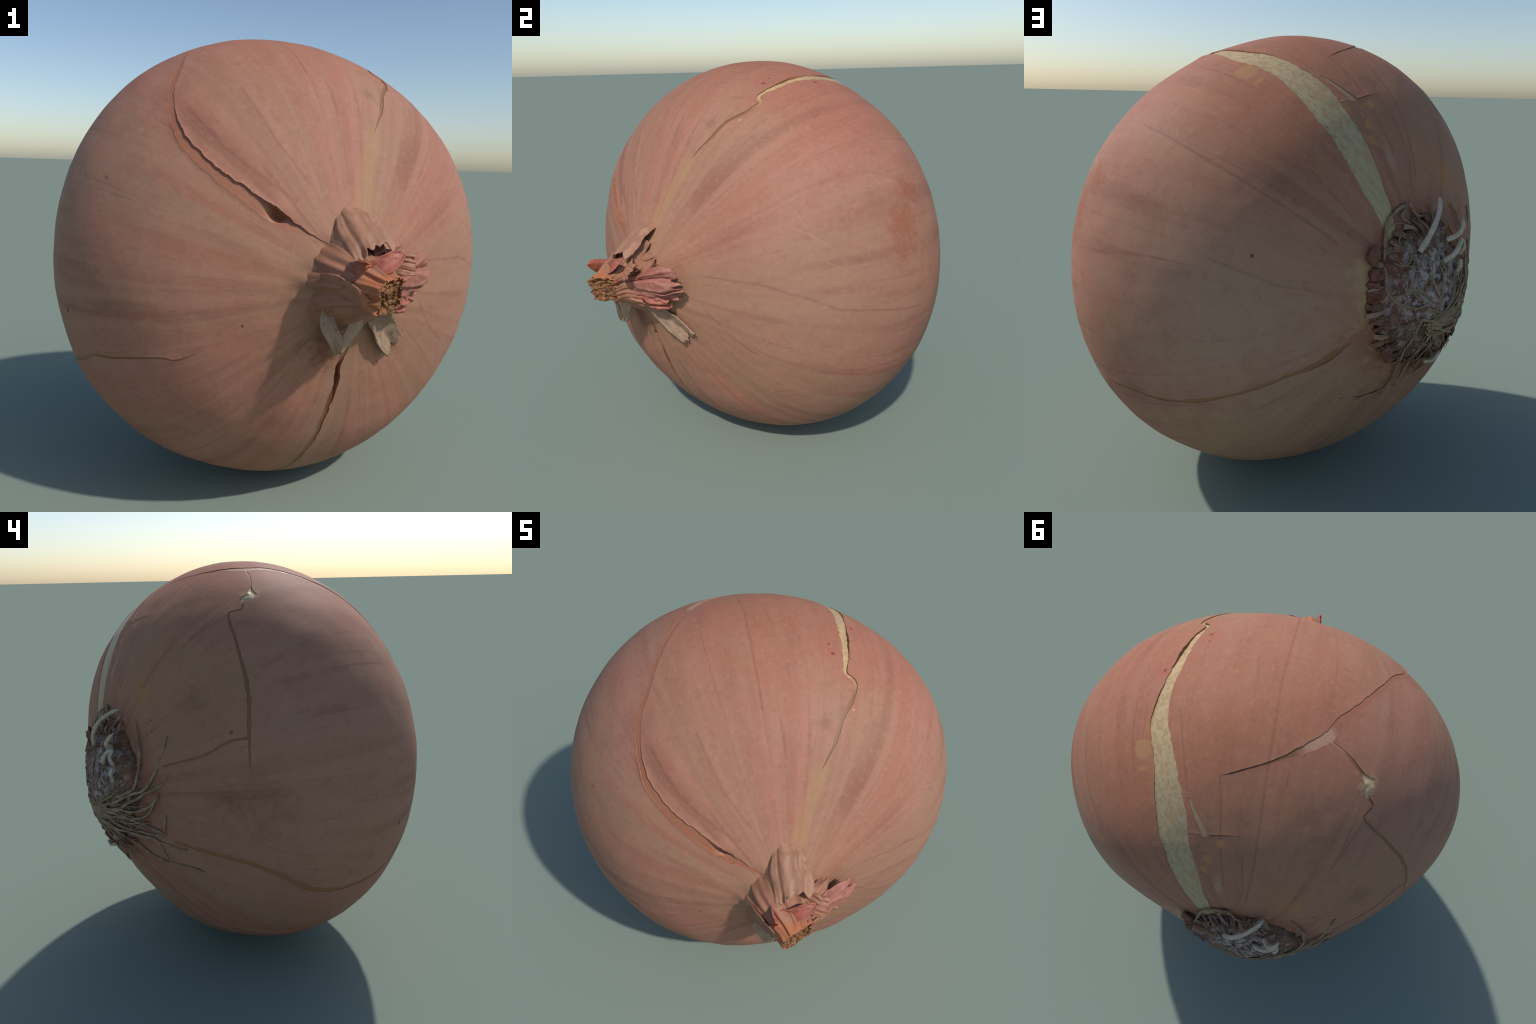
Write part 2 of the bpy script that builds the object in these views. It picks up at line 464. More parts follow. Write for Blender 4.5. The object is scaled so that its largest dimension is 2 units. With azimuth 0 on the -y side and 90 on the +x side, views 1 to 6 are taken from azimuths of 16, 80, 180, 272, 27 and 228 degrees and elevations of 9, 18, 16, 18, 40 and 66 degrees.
def skin_material():
    m = Nodes('dry_onion_skin')
    wob = m.noise(m.co, 9.0, 5, 0.65)
    raw = m.math('ADD', m.mul(wob, 0.4), m.mul(m.noise(m.co, 30.0, 4, 0.7), 0.6))
    ragged = m.math('MULTIPLY_ADD', raw, 3.0, -1.0)
    veins = m.noise(m.ring(0.10), 9.0, 2.0, 0.5)
    bands = m.noise(m.ring(0.22), 3.4, 3.0, 0.55)
    bands2 = m.noise(m.ring(0.16), 15.0, 2.0, 0.5)
    fibres = m.noise(m.ring(0.9), 80.0, 3.0, 0.6)
    mott = m.noise(m.co, 3.0, 4, 0.6)
    fine = m.noise(m.co, 26.0, 4, 0.65)
    pol = m.polar()

    pink, tan = srgb(161, 108, 90), srgb(154, 116, 94)
    c = m.mix(m.step(0.36, 0.66, bands), pink, tan)
    c = m.mix(m.mul(m.step(0.42, 0.68, mott), 0.5), c, srgb(162, 115, 98))
    c = m.mix(m.mul(m.step(0.44, 0.66, bands2), 0.35), c, srgb(150, 98, 80))
    c = m.mix(m.mul(m.step(0.54, 0.34, bands2), 0.25), c, srgb(170, 124, 106))
    # the shoulder toward the neck is more straw coloured
    c = m.mix(m.mul(m.step(44, 14, m.math('ADD', pol, m.mul(wob, 16))), 0.75), c, srgb(156, 120, 92))
    c = m.mix(m.mul(m.spot(62, 8, 0.55, wob, 0.95), 0.55), c, srgb(156, 119, 101))
    c = m.mix(m.mul(m.spot(96, 92, 0.50, wob, 0.95), 0.75), c, srgb(158, 102, 77))
    c = m.mix(m.mul(m.spot(105, 175, 0.75, wob, 0.95), 0.65), c, srgb(166, 127, 106))
    c = m.mix(m.mul(m.spot(132, 2, 0.55, wob, 0.95), 0.8), c, srgb(172, 140, 118))
    # orange red toward the root on the upper side
    c = m.mix(m.mul(m.spot(122, 62, 0.55, wob, 0.9), 0.65), c, srgb(162, 106, 76))
    c = m.mix(m.mul(m.spot(84, 62, 0.32, wob, 0.95), 0.45), c, srgb(164, 100, 82))
    c = m.mix(m.mul(m.spot(131, 118, 0.45, wob, 0.9), 0.65), c, srgb(162, 122, 90))
    c = m.mix(m.mul(m.spot(135, 165, 0.35, wob, 0.9), 0.4), c, srgb(154, 112, 90))
    c = m.mix(m.mul(m.spot(100, 8, 0.35, wob, 0.9), 0.45), c, srgb(164, 108, 88))
    # pale straw belly beyond the rear split
    belly = m.mul(m.spot(128, -66, 0.58, wob, 0.4), m.step(0.0, 0.05, m.math('SUBTRACT', m.mul(m.x, -0.40), m.y)))
    c = m.mix(m.mul(belly, 0.65), c, srgb(160, 132, 104))
    # dark veins that run from neck to root and come and go
    vein = m.mul(m.step(0.52, 0.72, veins), m.step(0.25, 0.70, m.noise(m.co, 2.2, 2)))
    c = m.mix(m.mul(vein, 0.45), c, srgb(124, 76, 64))
    thin = m.math('ABSOLUTE', m.math('SUBTRACT', m.noise(m.ring(0.05), 7.0, 1.0), 0.5))
    c = m.mix(m.mul(m.step(0.014, 0.002, thin), m.mul(m.step(0.35, 0.75, mott), 0.40)), c, srgb(108, 64, 56))
    c = m.mix(m.mul(m.step(0.50, 0.78, fibres), 0.20), c, srgb(130, 84, 68))
    c = m.mix(m.mul(m.step(0.50, 0.24, fibres), 0.11), c, srgb(188, 142, 118))
    c = m.mix(m.mul(m.step(0.50, 0.72, fine), 0.24), c, srgb(130, 86, 68))
    c = m.mix(m.mul(m.step(0.50, 0.30, m.noise(m.co, 40.0, 3, 0.6)), 0.18), c, srgb(186, 138, 116))
    # single long veins
    for pts, wd, f in (([(62, 95.4), (91, 94.8), (111, 96.2), (134, 98.9), (147, 100.4)], 0.008, 0.42), ([(112.9, 85.6), (120, 86.6), (142, 89)], 0.006, 0.45),
                       ([(98, 41.3), (117, 39.6), (129, 39.2), (151, 39.4)], 0.008, 0.45), ([(131.3, 94.5), (143, 97.5), (150, 96.2)], 0.006, 0.4),
                       ([(136.5, 53.9), (152, 54.3)], 0.006, 0.35), ([(126, 17.5), (142, 13.8), (153, 13.8)], 0.007, 0.3), ([(100, 74), (108.2, 76), (117, 77.6)], 0.006, 0.35),
                       ([(26.3, 23.2), (43, 12.8), (55, 5.5), (63, 0.8), (89, -3.8)], 0.009, 0.4), ([(92.4, 28), (79.4, 35.4), (66, 37.6), (37, 40.3)], 0.011, 0.2),
                       ([(23.6, -4.2), (33.8, -19.3), (43.5, -23.5)], 0.008, 0.35), ([(61, 114.7), (45, 114.8), (33, 111.2)], 0.010, 0.35),
                       ([(64, 128.5), (50, 129.5), (38, 125.8), (31, 121)], 0.009, 0.35), ([(145, 171), (123, 171)], 0.009, 0.35), ([(40, -32.7), (21, -23.5)], 0.008, 0.3)):
        c = m.mix(m.mul(m.line(pts, wd), m.mul(m.step(0.15, 0.60, raw), f * 0.75)), c, srgb(108, 68, 60))
    # straw coloured vein that carries on from the wide split to the neck
    c = m.mix(m.mul(m.line([(46, 77), (34, 82), (20, 88)], 0.05), 0.28), c, srgb(170, 136, 92))
    # ---- stains, patches and spots
    red = m.math('MAXIMUM', m.spot(85.0, 20.0, 0.095, ragged, 0.8), m.spot(90, 27, 0.065, ragged, 0.9))
    red = m.math('MAXIMUM', red, m.mul(m.spot(83.0, 13.5, 0.08, ragged, 0.9), 0.75))
    c = m.mix(m.mul(red, 0.65), c, srgb(146, 84, 60))
    for p, l, s, f in ((120, 172, 0.10, 0.28), (114, 178, 0.08, 0.25), (119, -176, 0.06, 0.25), (130, 172, 0.06, 0.3), (104.5, -21, 0.05, 0.35), (58.4, 77.4, 0.035, 0.35), (131, 140, 0.06, 0.30),
                       (126, 176, 0.05, 0.3), (118, 108, 0.07, 0.25), (70, 127, 0.05, 0.25)):
        c = m.mix(m.mul(m.spot(p, l, s, ragged, 0.95), f), c, srgb(112, 84, 62))
    c = m.mix(m.mul(m.spot(108.8, 64.6, 0.046, ragged, 0.3, 0.8), 0.6), c, srgb(176, 134, 94))
    c = m.mix(m.mul(m.spot(113.0, 64.0, 0.028, ragged, 0.4, 0.5), 0.6), c, srgb(184, 128, 80))
    c = m.mix(m.mul(m.spot(143.5, 121, 0.055, ragged, 0.95, 1.5), 0.4), c, srgb(172, 124, 66))
    for p, l, s in ((129, 87.5, 0.013), (134, 83.2, 0.020), (138, 81.2, 0.018), (131.5, 82.6, 0.012)):
        c = m.mix(m.mul(m.spot(p, l, s * 1.3, ragged, 0.5), 0.6), c, srgb(190, 134, 84))
    # pale scuff left by the long split's branch and the torn corner
    c = m.mix(m.mul(m.spot(143.5, 87, 0.020, ragged, 0.9, 3.0), 0.4), c, srgb(174, 154, 132))
    c = m.mix(m.mul(m.spot(106.8, 119, 0.036, ragged, 0.6), 0.5), c, srgb(188, 158, 122))
    # darker rusty brown patch in the hollow under the neck
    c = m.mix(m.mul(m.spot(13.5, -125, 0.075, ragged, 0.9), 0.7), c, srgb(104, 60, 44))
    # little dark spots
    for p, l, s, col in ((77.1, 74.4, 0.010, (96, 44, 44)), (80.1, 75.1, 0.007, (124, 62, 54)), (89.3, 66.6, 0.009, (92, 42, 38)),
                         (78.6, -173.0, 0.010, (58, 52, 50)), (134.7, 21.4, 0.008, (96, 56, 44)), (29.8, -170.8, 0.006, (98, 62, 50)),
                         (62.6, 68.7, 0.006, (206, 140, 120)), (70, 153, 0.008, (120, 84, 74)), (124.5, 153, 0.009, (118, 82, 66)),
                         (108, 95, 0.0, (0, 0, 0))):
        if s:
            c = m.mix(m.mul(m.spot(p, l, s, None, 0.5), 0.9), c, srgb(*col))
    for p, l, s in ((77.5, 74.5, 0.05), (89.3, 66, 0.04)):
        c = m.mix(m.mul(m.spot(p, l, s, wob, 0.9), 0.35), c, srgb(164, 84, 74))
    # peppering of mould specks and the red halo round the root plate
    rx = m.math('SUBTRACT', m.x, ROOT_XY[0])
    ry = m.math('SUBTRACT', m.y, ROOT_XY[1])
    rr = m.math('SQRT', m.math('ADD', m.mul(rx, rx), m.mul(ry, ry)))
    back = m.step(-0.5, -0.6, m.z)
    halo = m.mul(back, m.step(0.44, 0.30, m.math('ADD', rr, m.mul(m.math('SUBTRACT', wob, 0.5), 0.25))))
    c = m.mix(m.mul(m.mul(halo, m.step(0.1, 0.7, ragged)), 0.7), c, srgb(132, 84, 64))
    c = m.mix(m.mul(m.mul(halo, m.spot(160, 15, 0.14, wob, 0.6)), 0.75), c, srgb(182, 150, 112))
    pep = m.math('MAXIMUM', m.spot(144, 138, 0.05, wob, 0.6), m.spot(147, 177, 0.05, wob, 0.6))
    cell = m.voronoi(m.co, 55.0)
    c = m.mix(m.mul(pep, m.step(0.26, 0.12, cell)), c, srgb(52, 36, 30))
    # a few pale scratches on the sunny flank
    for pts in ([(55, 30), (60, 24), (63, 20)], [(61, 16), (66, 12)], [(58, 33), (59, 27)]):
        c = m.mix(m.mul(m.line(pts, 0.003), 0.16), c, srgb(206, 166, 148))
    h = m.math('ADD', m.mul(fibres, 0.5), m.math('ADD', m.mul(fine, 0.35), m.mul(veins, 0.8)))
    rough = m.math('ADD', 0.60, m.mul(mott, 0.15))
    return m.finish(c, rough, h, 0.003, 0.25, 0.2)

def flesh_material():
    m = Nodes('inner_onion_layer')
    wob = m.noise(m.co, 9.0, 4)
    fib = m.noise(m.ring(1.0), 55.0, 3.0, 0.6)
    spk = m.noise(m.co, 40.0, 3.0, 0.7)
    c = m.mix(fib, srgb(120, 86, 58), srgb(138, 98, 66))
    # even tan fill of the low and rear splits, yellow streak on the underside
    for pts in ([(143, -163.6), (120, -163.8), (101, -157.7), (86, -158.8), (63, -162.8), (41, -162)], [(158, -25.5), (150, -28), (136, -25.2), (113, -23.4), (90, -21)]):
        c = m.mix(m.mul(m.line(pts, 0.06), 0.8), c, m.mix(fib, srgb(134, 98, 66), srgb(154, 114, 78)))
    c = m.mix(m.line([(86, -134), (104, -131.7), (116.5, -128), (123, -114), (135, -105)], 0.05), c, srgb(186, 150, 98))
    # salmon underskin in the long split
    c = m.mix(m.mul(m.line([(99, 108), (82, 119), (67, 131), (50, 137), (30, 133), (17, 118)], 0.16), 0.9), c, m.mix(fib, srgb(146, 92, 70), srgb(164, 110, 86)))
    # pinkish white membrane near its fork
    c = m.mix(m.mul(m.spot(102, 105.5, 0.085, wob, 0.5), 0.9), c, m.mix(spk, srgb(168, 128, 102), srgb(186, 148, 122)))
    # cream flesh in the wide split, greener toward the root
    strip = m.line([(78, 70.5), (92, 69.2), (109, 70.4), (122, 72), (136, 72.3), (149, 72.5), (160, 74)], 0.21)
    green = m.step(0.15, -0.62, m.z)
    cream = m.mix(green, srgb(190, 160, 120), srgb(178, 158, 122))
    cream = m.mix(m.mul(m.step(0.42, 0.66, fib), 0.7), cream, srgb(158, 132, 94))
    cream = m.mix(m.mul(m.step(0.50, 0.72, m.noise(m.vec('MULTIPLY', m.ring(2.0), (3, 3, 1)), 7.0, 3)), 0.75), cream, srgb(174, 138, 94))
    c = m.mix(strip, c, cream)
    c = m.mix(m.mul(m.mul(strip, m.step(0.62, 0.70, spk)), 0.75), c, srgb(112, 108, 82))
    edge = m.line([(120, 68.2), (128, 67.6), (136, 67.2), (143, 66.8)], 0.02)
    c = m.mix(m.mul(m.mul(edge, m.step(0.52, 0.66, spk)), 0.65), c, srgb(88, 84, 62))
    c = m.mix(m.mul(m.line([(88, 67.6), (97, 66.0), (104, 65.6), (112, 66.6)], 0.026), 0.6), c, srgb(166, 134, 76))
    tuft = m.spot(106.9, 119, 0.05, None, 0.4)
    c = m.mix(tuft, c, m.mix(spk, srgb(150, 128, 92), srgb(212, 190, 150)))
    torn = m.spot(124.5, 81, 0.055, None, 0.4)
    c = m.mix(m.mul(torn, m.math('SUBTRACT', 1.0, m.line([(109, 70.4), (122, 72), (136, 72.3)], 0.085))), c, srgb(174, 138, 106))
    c = m.mix(m.mul(m.spot(24, -95, 0.13, None, 0.5), 0.8), c, srgb(120, 56, 38))
    h = m.math('ADD', m.mul(fib, 0.7), m.mul(spk, 0.5))
    return m.finish(c, 0.5, h, 0.004, 0.4, 0.35)

def flake_material(name, a, b, dark, tip=None):
    m = Nodes(name)
    w = m.noise(m.co, 9.0, 3)
    rand = m.nt.nodes.new('ShaderNodeObjectInfo').outputs['Random']
    fib = m.noise(m.vec('MULTIPLY', m.co, (1.0, 1.0, 0.35)), 55.0, 3.0, 0.6)
    c = m.mix(m.step(0.35, 0.65, w), srgb(*a), srgb(*b))
    c = m.mix(m.mul(m.step(0.5, 0.75, fib), 0.5), c, srgb(*dark))
    c = m.mix(m.mul(rand, 0.25), c, srgb(*dark))
    if tip:
        c = m.mix(m.mul(m.step(0.99, 1.03, m.math('ADD', m.z, m.mul(w, 0.03))), 0.7), c, srgb(*tip))
    return m.finish(c, 0.55, fib, 0.004, 0.4, 0.3)

def cut_material():
    m = Nodes('cut_neck_fibres')
    v = m.voronoi(m.vec('ADD', m.co, m.vec('SCALE', m.combine(m.noise(m.co, 30, 2), m.noise(m.co, 34, 2), 0.0), 0.03)), 46.0, 'DISTANCE_TO_EDGE')
    n = m.noise(m.co, 45.0, 4, 0.65)
    c = m.mix(m.step(0.02, 0.22, v), srgb(146, 104, 68), srgb(98, 66, 46))
    c = m.mix(m.mul(m.step(0.50, 0.68, n), 0.6), c, srgb(116, 64, 44))
    return m.finish(c, 0.8, m.math('ADD', m.mul(m.step(0.2, 0.0, v), 1.0), n), 0.008, 0.5, 0.2)

def plate_material():
    m = Nodes('root_plate_crust')
    big = m.noise(m.co, 9.0, 5, 0.65)
    fine = m.noise(m.co, 60.0, 5, 0.7)
    c = m.mix(m.step(0.36, 0.64, big), srgb(98, 70, 56), srgb(138, 100, 78))
    c = m.mix(m.mul(m.step(0.45, 0.70, fine), 0.7), c, srgb(72, 52, 44))
    wine = m.step(0.0, 0.16, m.math('ADD', m.x, m.mul(m.math('SUBTRACT', big, 0.5), 0.25)))
    c = m.mix(m.mul(wine, 0.55), c, srgb(120, 66, 56))
    dx, dy = m.math('ADD', m.x, 0.07), m.math('SUBTRACT', m.y, 0.06)
    rr = m.math('SQRT', m.math('ADD', m.mul(dx, dx), m.mul(dy, dy)))
    white = m.step(0.26, 0.08, m.math('ADD', rr, m.mul(m.math('SUBTRACT', big, 0.5), 0.35)))
    mould = m.mul(white, m.step(0.42, 0.60, m.noise(m.co, 32.0, 6, 0.75)))
    c = m.mix(m.mul(mould, 0.9), c, srgb(186, 176, 172))
    patch = m.mul(m.step(0.52, 0.66, m.noise(m.co, 16.0, 4, 0.7)), 0.65)
    c = m.mix(patch, c, srgb(166, 154, 148))
    h = m.math('ADD', m.mul(fine, 0.7), big)
    return m.finish(c, 0.85, h, 0.010, 0.8, 0.15)

def strand_material(name, a, b):
    m = Nodes(name)
    n = m.noise(m.co, 28.0, 4, 0.6)
    rand = m.nt.nodes.new('ShaderNodeObjectInfo').outputs['Random']
    c = m.mix(m.step(0.35, 0.65, n), srgb(*a), srgb(*b))
    c = m.mix(m.mul(rand, 0.30), c, srgb(*[int(x * 0.7) for x in a]))
    return m.finish(c, 0.7, n, 0.003, 0.5, 0.25)

SKIN = skin_material()
FLESH = flesh_material()
FLAKE_TAN = flake_material('tan_papery_skin', (154, 108, 84), (166, 116, 92), (112, 72, 56), (176, 106, 66))
COLLAR = flake_material('straw_papery_skin', (154, 112, 88), (160, 118, 94), (122, 82, 64))
FLAKE_RED = flake_material('red_papery_skin', (164, 92, 76), (178, 112, 94), (112, 58, 48), (186, 100, 62))
FLAKE_PINK = flake_material('pink_papery_skin', (168, 112, 98), (154, 96, 82), (112, 66, 56))
FLAKE_GREY = flake_material('grey_weathered_skin', (150, 120, 98), (164, 136, 114), (104, 78, 64))
CUT = cut_material()
EDGE = flake_material('torn_skin_edge', (164, 114, 88), (150, 100, 76), (112, 76, 56))
PLATE = plate_material()
STRAND = strand_material('dry_root', (162, 138, 110), (124, 102, 80))
SPROUT = strand_material('fresh_white_root', (204, 192, 172), (180, 166, 142))
SHRED = flake_material('brown_root_shred', (112, 82, 62), (138, 106, 82), (62, 46, 38))
CRUMB = flake_material('wine_red_crust', (132, 86, 68), (108, 68, 58), (66, 46, 40))

# ----------------------------------------------------------------------------
# THE ONION
# ----------------------------------------------------------------------------
onion = bpy.data.objects.new('onion', None)
bpy.context.scene.collection.objects.link(onion)
onion['label'] = 'brown onion with cracked papery skin, dry neck and roots'
onion['category'] = 'onion'

def gap_depth(P):
    """how far the next layer lies under the skin: nearly flush, deeper where the skin has sprung open"""
    d = np.full(len(P), 0.0017)
    for polar, lon, extra, size in ((30, 132, .010, .10), (45, 137, .003, .12), (60, 134, .002, .12), (82, 70, .007, .10), (72, 70, .006, .06), (98, 69, .004, .10),
                                    (21, -95, .010, .05), (34, -95, .001, .08), (60, -163, .003, .12), (152, -28, .004, .06), (106.8, 119, .004, .05), (113, 88, .002, .08)):
        q = direction(polar, lon)
        q = q * float(body_radius(q[None])[0])
        d = d + extra * np.exp(-((P - q) ** 2).sum(1) / size ** 2)
    return d

# ---- outer skin: a shell with its cracks cut out, edges lifting a little
def near_detail(D):
    d = gap_distance(D)
    neck = np.hypot(D[:, 0] / np.maximum(D[:, 2], .3) - NECK_XY[0], D[:, 1] / np.maximum(D[:, 2], .3) - NECK_XY[1])
    return (np.abs(d) < 0.030) | ((D[:, 2] > 0.5) & (neck < 0.42))

D, T = sphere_triangles(260, 520, near_detail, 4)
sd = gap_distance(D)
D, T = cut_triangles(D, T, sd)
D, T = drop_loose(D, T)
D, sd = unit(D[:, :3]), D[:, 3]
P = D * body_radius(D)[:, None]
lift = np.exp(-np.maximum(sd, 0) / 0.012) * (0.0004 + 0.0012 * vnoise(P, 9, 31))
# the upper lip of the long split stands well off the layer beneath it near the neck
for q in ((60, 134), (50, 136.7), (41, 136)):
    c = direction(*q)
    c = c * float(body_radius(c[None])[0])
    lift = lift + 0.0035 * np.exp(-((P - c) ** 2).sum(1) / 0.09 ** 2) * np.exp(-np.maximum(sd, 0) / 0.008)
lip = direction(33.0, 128.5) * 0.82
lift = lift + 0.016 * np.exp(-(np.linalg.norm(P - lip, axis=1) / 0.045) ** 2) * np.exp(-np.maximum(sd, 0) / 0.03)
flap = direction(84.0, 68.0) * 0.99
lift = lift + 0.006 * np.exp(-(np.linalg.norm(P - flap, axis=1) / 0.07) ** 2) * np.exp(-np.maximum(sd, 0) / 0.03)
r = skin_radius(D) + lift
E = boundary_edges(T)
wall_top = np.unique(E)
n0 = len(D)
remap = np.full(n0, -1)
remap[wall_top] = n0 + np.arange(len(wall_top))
V = np.vstack([D * r[:, None], D[wall_top] * (body_radius(D[wall_top]) - 0.012 - gap_depth(P[wall_top]) + (skin_radius(D[wall_top]) - body_radius(D[wall_top])))[:, None]])
# a duplicate rim keeps the cut edge crisp
rim = n0 + len(wall_top) + np.arange(len(wall_top))
V = np.vstack([V, V[wall_top]])
rmap = np.full(n0, -1)
rmap[wall_top] = rim
W = np.concatenate([np.stack([rmap[E[:, 1]], rmap[E[:, 0]], remap[E[:, 0]]], 1), np.stack([rmap[E[:, 1]], remap[E[:, 0]], remap[E[:, 1]]], 1)])
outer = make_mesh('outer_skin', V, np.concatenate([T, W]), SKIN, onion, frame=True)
outer.data.materials.append(EDGE)
outer.data.polygons.foreach_set('material_index', np.concatenate([np.zeros(len(T), np.int32), np.ones(len(W), np.int32)]))

# ---- inner layer seen through the cracks
D, T = sphere_triangles(300, 600, lambda D: D @ direction(106.8, 119) > 0.9985, 4)
P = D * body_radius(D)[:, None]
r = skin_radius(D) - gap_depth(P)
r = r - 0.045 * np.exp(-(np.linalg.norm(P - direction(31.5, 131.0) * 0.82, axis=1) / 0.028) ** 2)
r = r - 0.020 * np.exp(-(np.linalg.norm(P - direction(22, -95) * 0.82, axis=1) / 0.06) ** 2)
hole = direction(106.8, 119) * float(body_radius(direction(106.8, 119)[None])[0])
r = r + (0.008 + 0.005 * vnoise(P, 60, 77)) * np.exp(-(np.linalg.norm(P - hole, axis=1) / 0.026) ** 2)
rr = np.hypot(P[:, 0] - ROOT_XY[0], P[:, 1] - ROOT_XY[1])
r = r - np.where(D[:, 2] < -0.4, 0.12 * (1 - smooth(0.20, 0.30, rr)), 0)
make_mesh('inner_layer', D * r[:, None], T, FLESH, onion, frame=True)

# ----------------------------------------------------------------------------
# NECK: folded stalk with its cut end, wrapped in dry flakes of skin
# ----------------------------------------------------------------------------
def stalk():
    n, rows = 160, 44
    a = np.linspace(0, 2 * math.pi, n, endpoint=False)
    rings = []
    keys = np.array([  # z, centre x, centre y, radius x, radius y
        (0.78, -0.035, 0.07, 0.185, 0.180), (0.84, -0.043, 0.080, 0.160, 0.148), (0.89, -0.046, 0.090, 0.134, 0.120),
        (0.94, -0.036, 0.094, 0.102, 0.090), (0.98, -0.027, 0.095, 0.076, 0.069), (1.02, -0.02, 0.094, 0.066, 0.060)])
    K = spline(keys, rows)
    for i, (z, cx, cy, rx, ry) in enumerate(K):
        s = i / (rows - 1)
        fold = 1 + (0.05 + 0.06 * s) * (np.sin(7 * a + 1.5 * s + 1.2 * np.sin(2 * a)) * 0.6 + np.sin(13 * a - 2 * s + 1) * 0.5 + np.sin(23 * a + 3 * s) * 0.35) + 0.12 * s * np.cos(4 * a + 2.6)
        x, y = cx + rx * fold * np.cos(a), cy + ry * fold * np.sin(a)
        top = -0.45 * (x + 0.02) + 0.10 * (y - 0.092)
        rings.append(np.stack([x, y, z + smooth(0.3, 1, s) * top], 1))
    V = np.concatenate(rings)
    F = []
    for i in range(rows - 1):
        j = np.arange(n)
        k = (j + 1) % n
        F.append(np.stack([i * n + j, i * n + k, (i + 1) * n + k, (i + 1) * n + j], 1))
    return V, np.concatenate(F), rings[-1]

V, F, last = stalk()
neck = make_mesh('neck', V, F, FLAKE_TAN, onion, frame=True)

# cut end: shrunken layers, folded like a honeycomb
centre = last.mean(0)
rows, n = 36, len(last)
S = np.linspace(1.0, 0.0, rows)
V = np.concatenate([centre + (last - centre) * s for s in S])
off = np.repeat(S, n)
wave = np.sin(off * 15 + 3.5 * vnoise(V, 24, 41)) * 0.7 + 0.8 * fbm(V, 40, 42)
V[:, 2] += -0.010 * smooth(1.0, 0.85, off) + 0.0075 * wave * smooth(1.0, 0.9, off)
F = []
for i in range(rows - 1):
    j = np.arange(n)
    k = (j + 1) % n
    F.append(np.stack([i * n + j, i * n + k, (i + 1) * n + k, (i + 1) * n + j], 1))
make_mesh('cut_end', V, np.concatenate(F), CUT, neck)

def sheet(name, spine, widths, normal, mat, pleats=3, amp=0.005, curl=0.0, twist=0.0, jag=0.12, thick=0.004, seed=0, parent=None, wave=0.006, tilt=0.0):
    """papery sheet swept along a spine: widths along it, pleats across it, curl, torn end"""
    nu, nv = 40, 36
    S = spline(spine, 200)
    Wd = spline([(w, 0, 0) for w in widths], 200)[:, 0]
    u = np.linspace(-1, 1, nu)
    t = np.linspace(0, 1, nv)
    edge = 1 - jag * (0.5 + 0.5 * vnoise(np.stack([u * 3.1 + seed, u * 0 + seed * 1.7, u * 0], 1), 1.3, seed) + 0.35 * vnoise(np.stack([u * 9 + seed, u * 0, u * 0 + seed], 1), 1.0, seed + 3))
    G = np.zeros((nv, nu, 3))
    N0 = unit(normal)
    for j in range(nu):
        tt = np.clip(t * edge[j], 0, 1)
        i = np.clip(tt * 199, 0, 198.999)
        k = i.astype(int)
        f = (i - k)[:, None]
        c = S[k] * (1 - f) + S[k + 1] * f
        w = Wd[k] * (1 - f[:, 0]) + Wd[k + 1] * f[:, 0]
        tan = unit(S[k + 1] - S[k])
        lat = unit(np.cross(tan, N0))
        nor = unit(np.cross(lat, tan))
        ca, sa = np.cos(tilt + twist * tt), np.sin(tilt + twist * tt)
        lat2 = lat * ca[:, None] + nor * sa[:, None]
        nor2 = nor * ca[:, None] - lat * sa[:, None]
        side = 1 + 0.12 * vnoise(np.stack([tt * 5, tt * 0 + np.sign(u[j]) * 3, tt * 0 + seed], 1), 1.0, seed + 9)
        ph = u[j] * math.pi * pleats * 0.5 + seed * 1.3 + 0.9 * np.sin(2.4 * tt + seed)
        un = np.stack([tt * 2.2 + seed, tt * 0 + u[j] * 1.6, tt * 0 + seed * 0.7], 1)
        ph = ph + 1.8 * vnoise(un, 1.0, seed + 11)
        bump = amp * (np.sin(ph) + 0.4 * np.sin(2.3 * ph + seed)) * (0.35 + 0.65 * tt) * (0.9 + 0.7 * vnoise(un, 1.3, seed + 12)) + curl * u[j] ** 2
        G[:, j] = c + lat2 * (w * 0.5 * u[j] * side)[:, None] + nor2 * bump[:, None]
    flat = G.reshape(-1, 3)
    G = G + (unit(N0) * (wave * fbm(flat, 14, seed + 5) + wave * 0.8 * (0.5 - np.abs(vnoise(flat, 30, seed + 6))))[:, None]).reshape(G.shape)
    du = np.gradient(G, axis=1)
    dv = np.gradient(G, axis=0)
    Nn = unit(np.cross(du, dv))
    top, bot = (G + Nn * thick * 0.5).reshape(-1, 3), (G - Nn * thick * 0.5).reshape(-1, 3)
    V = np.vstack([top, bot])
    idx = np.arange(nu * nv).reshape(nv, nu)
    q = np.stack([idx[:-1, :-1], idx[:-1, 1:], idx[1:, 1:], idx[1:, :-1]], -1).reshape(-1, 4)
    m = nu * nv
    loop = np.concatenate([idx[0, :], idx[1:, -1], idx[-1, -2::-1], idx[-2:0:-1, 0]])
    nxt = np.roll(loop, -1)
    F = np.concatenate([q, q[:, ::-1] + m, np.stack([nxt, loop, loop + m, nxt + m], 1)])
    return make_mesh(name, V, F, mat, parent)

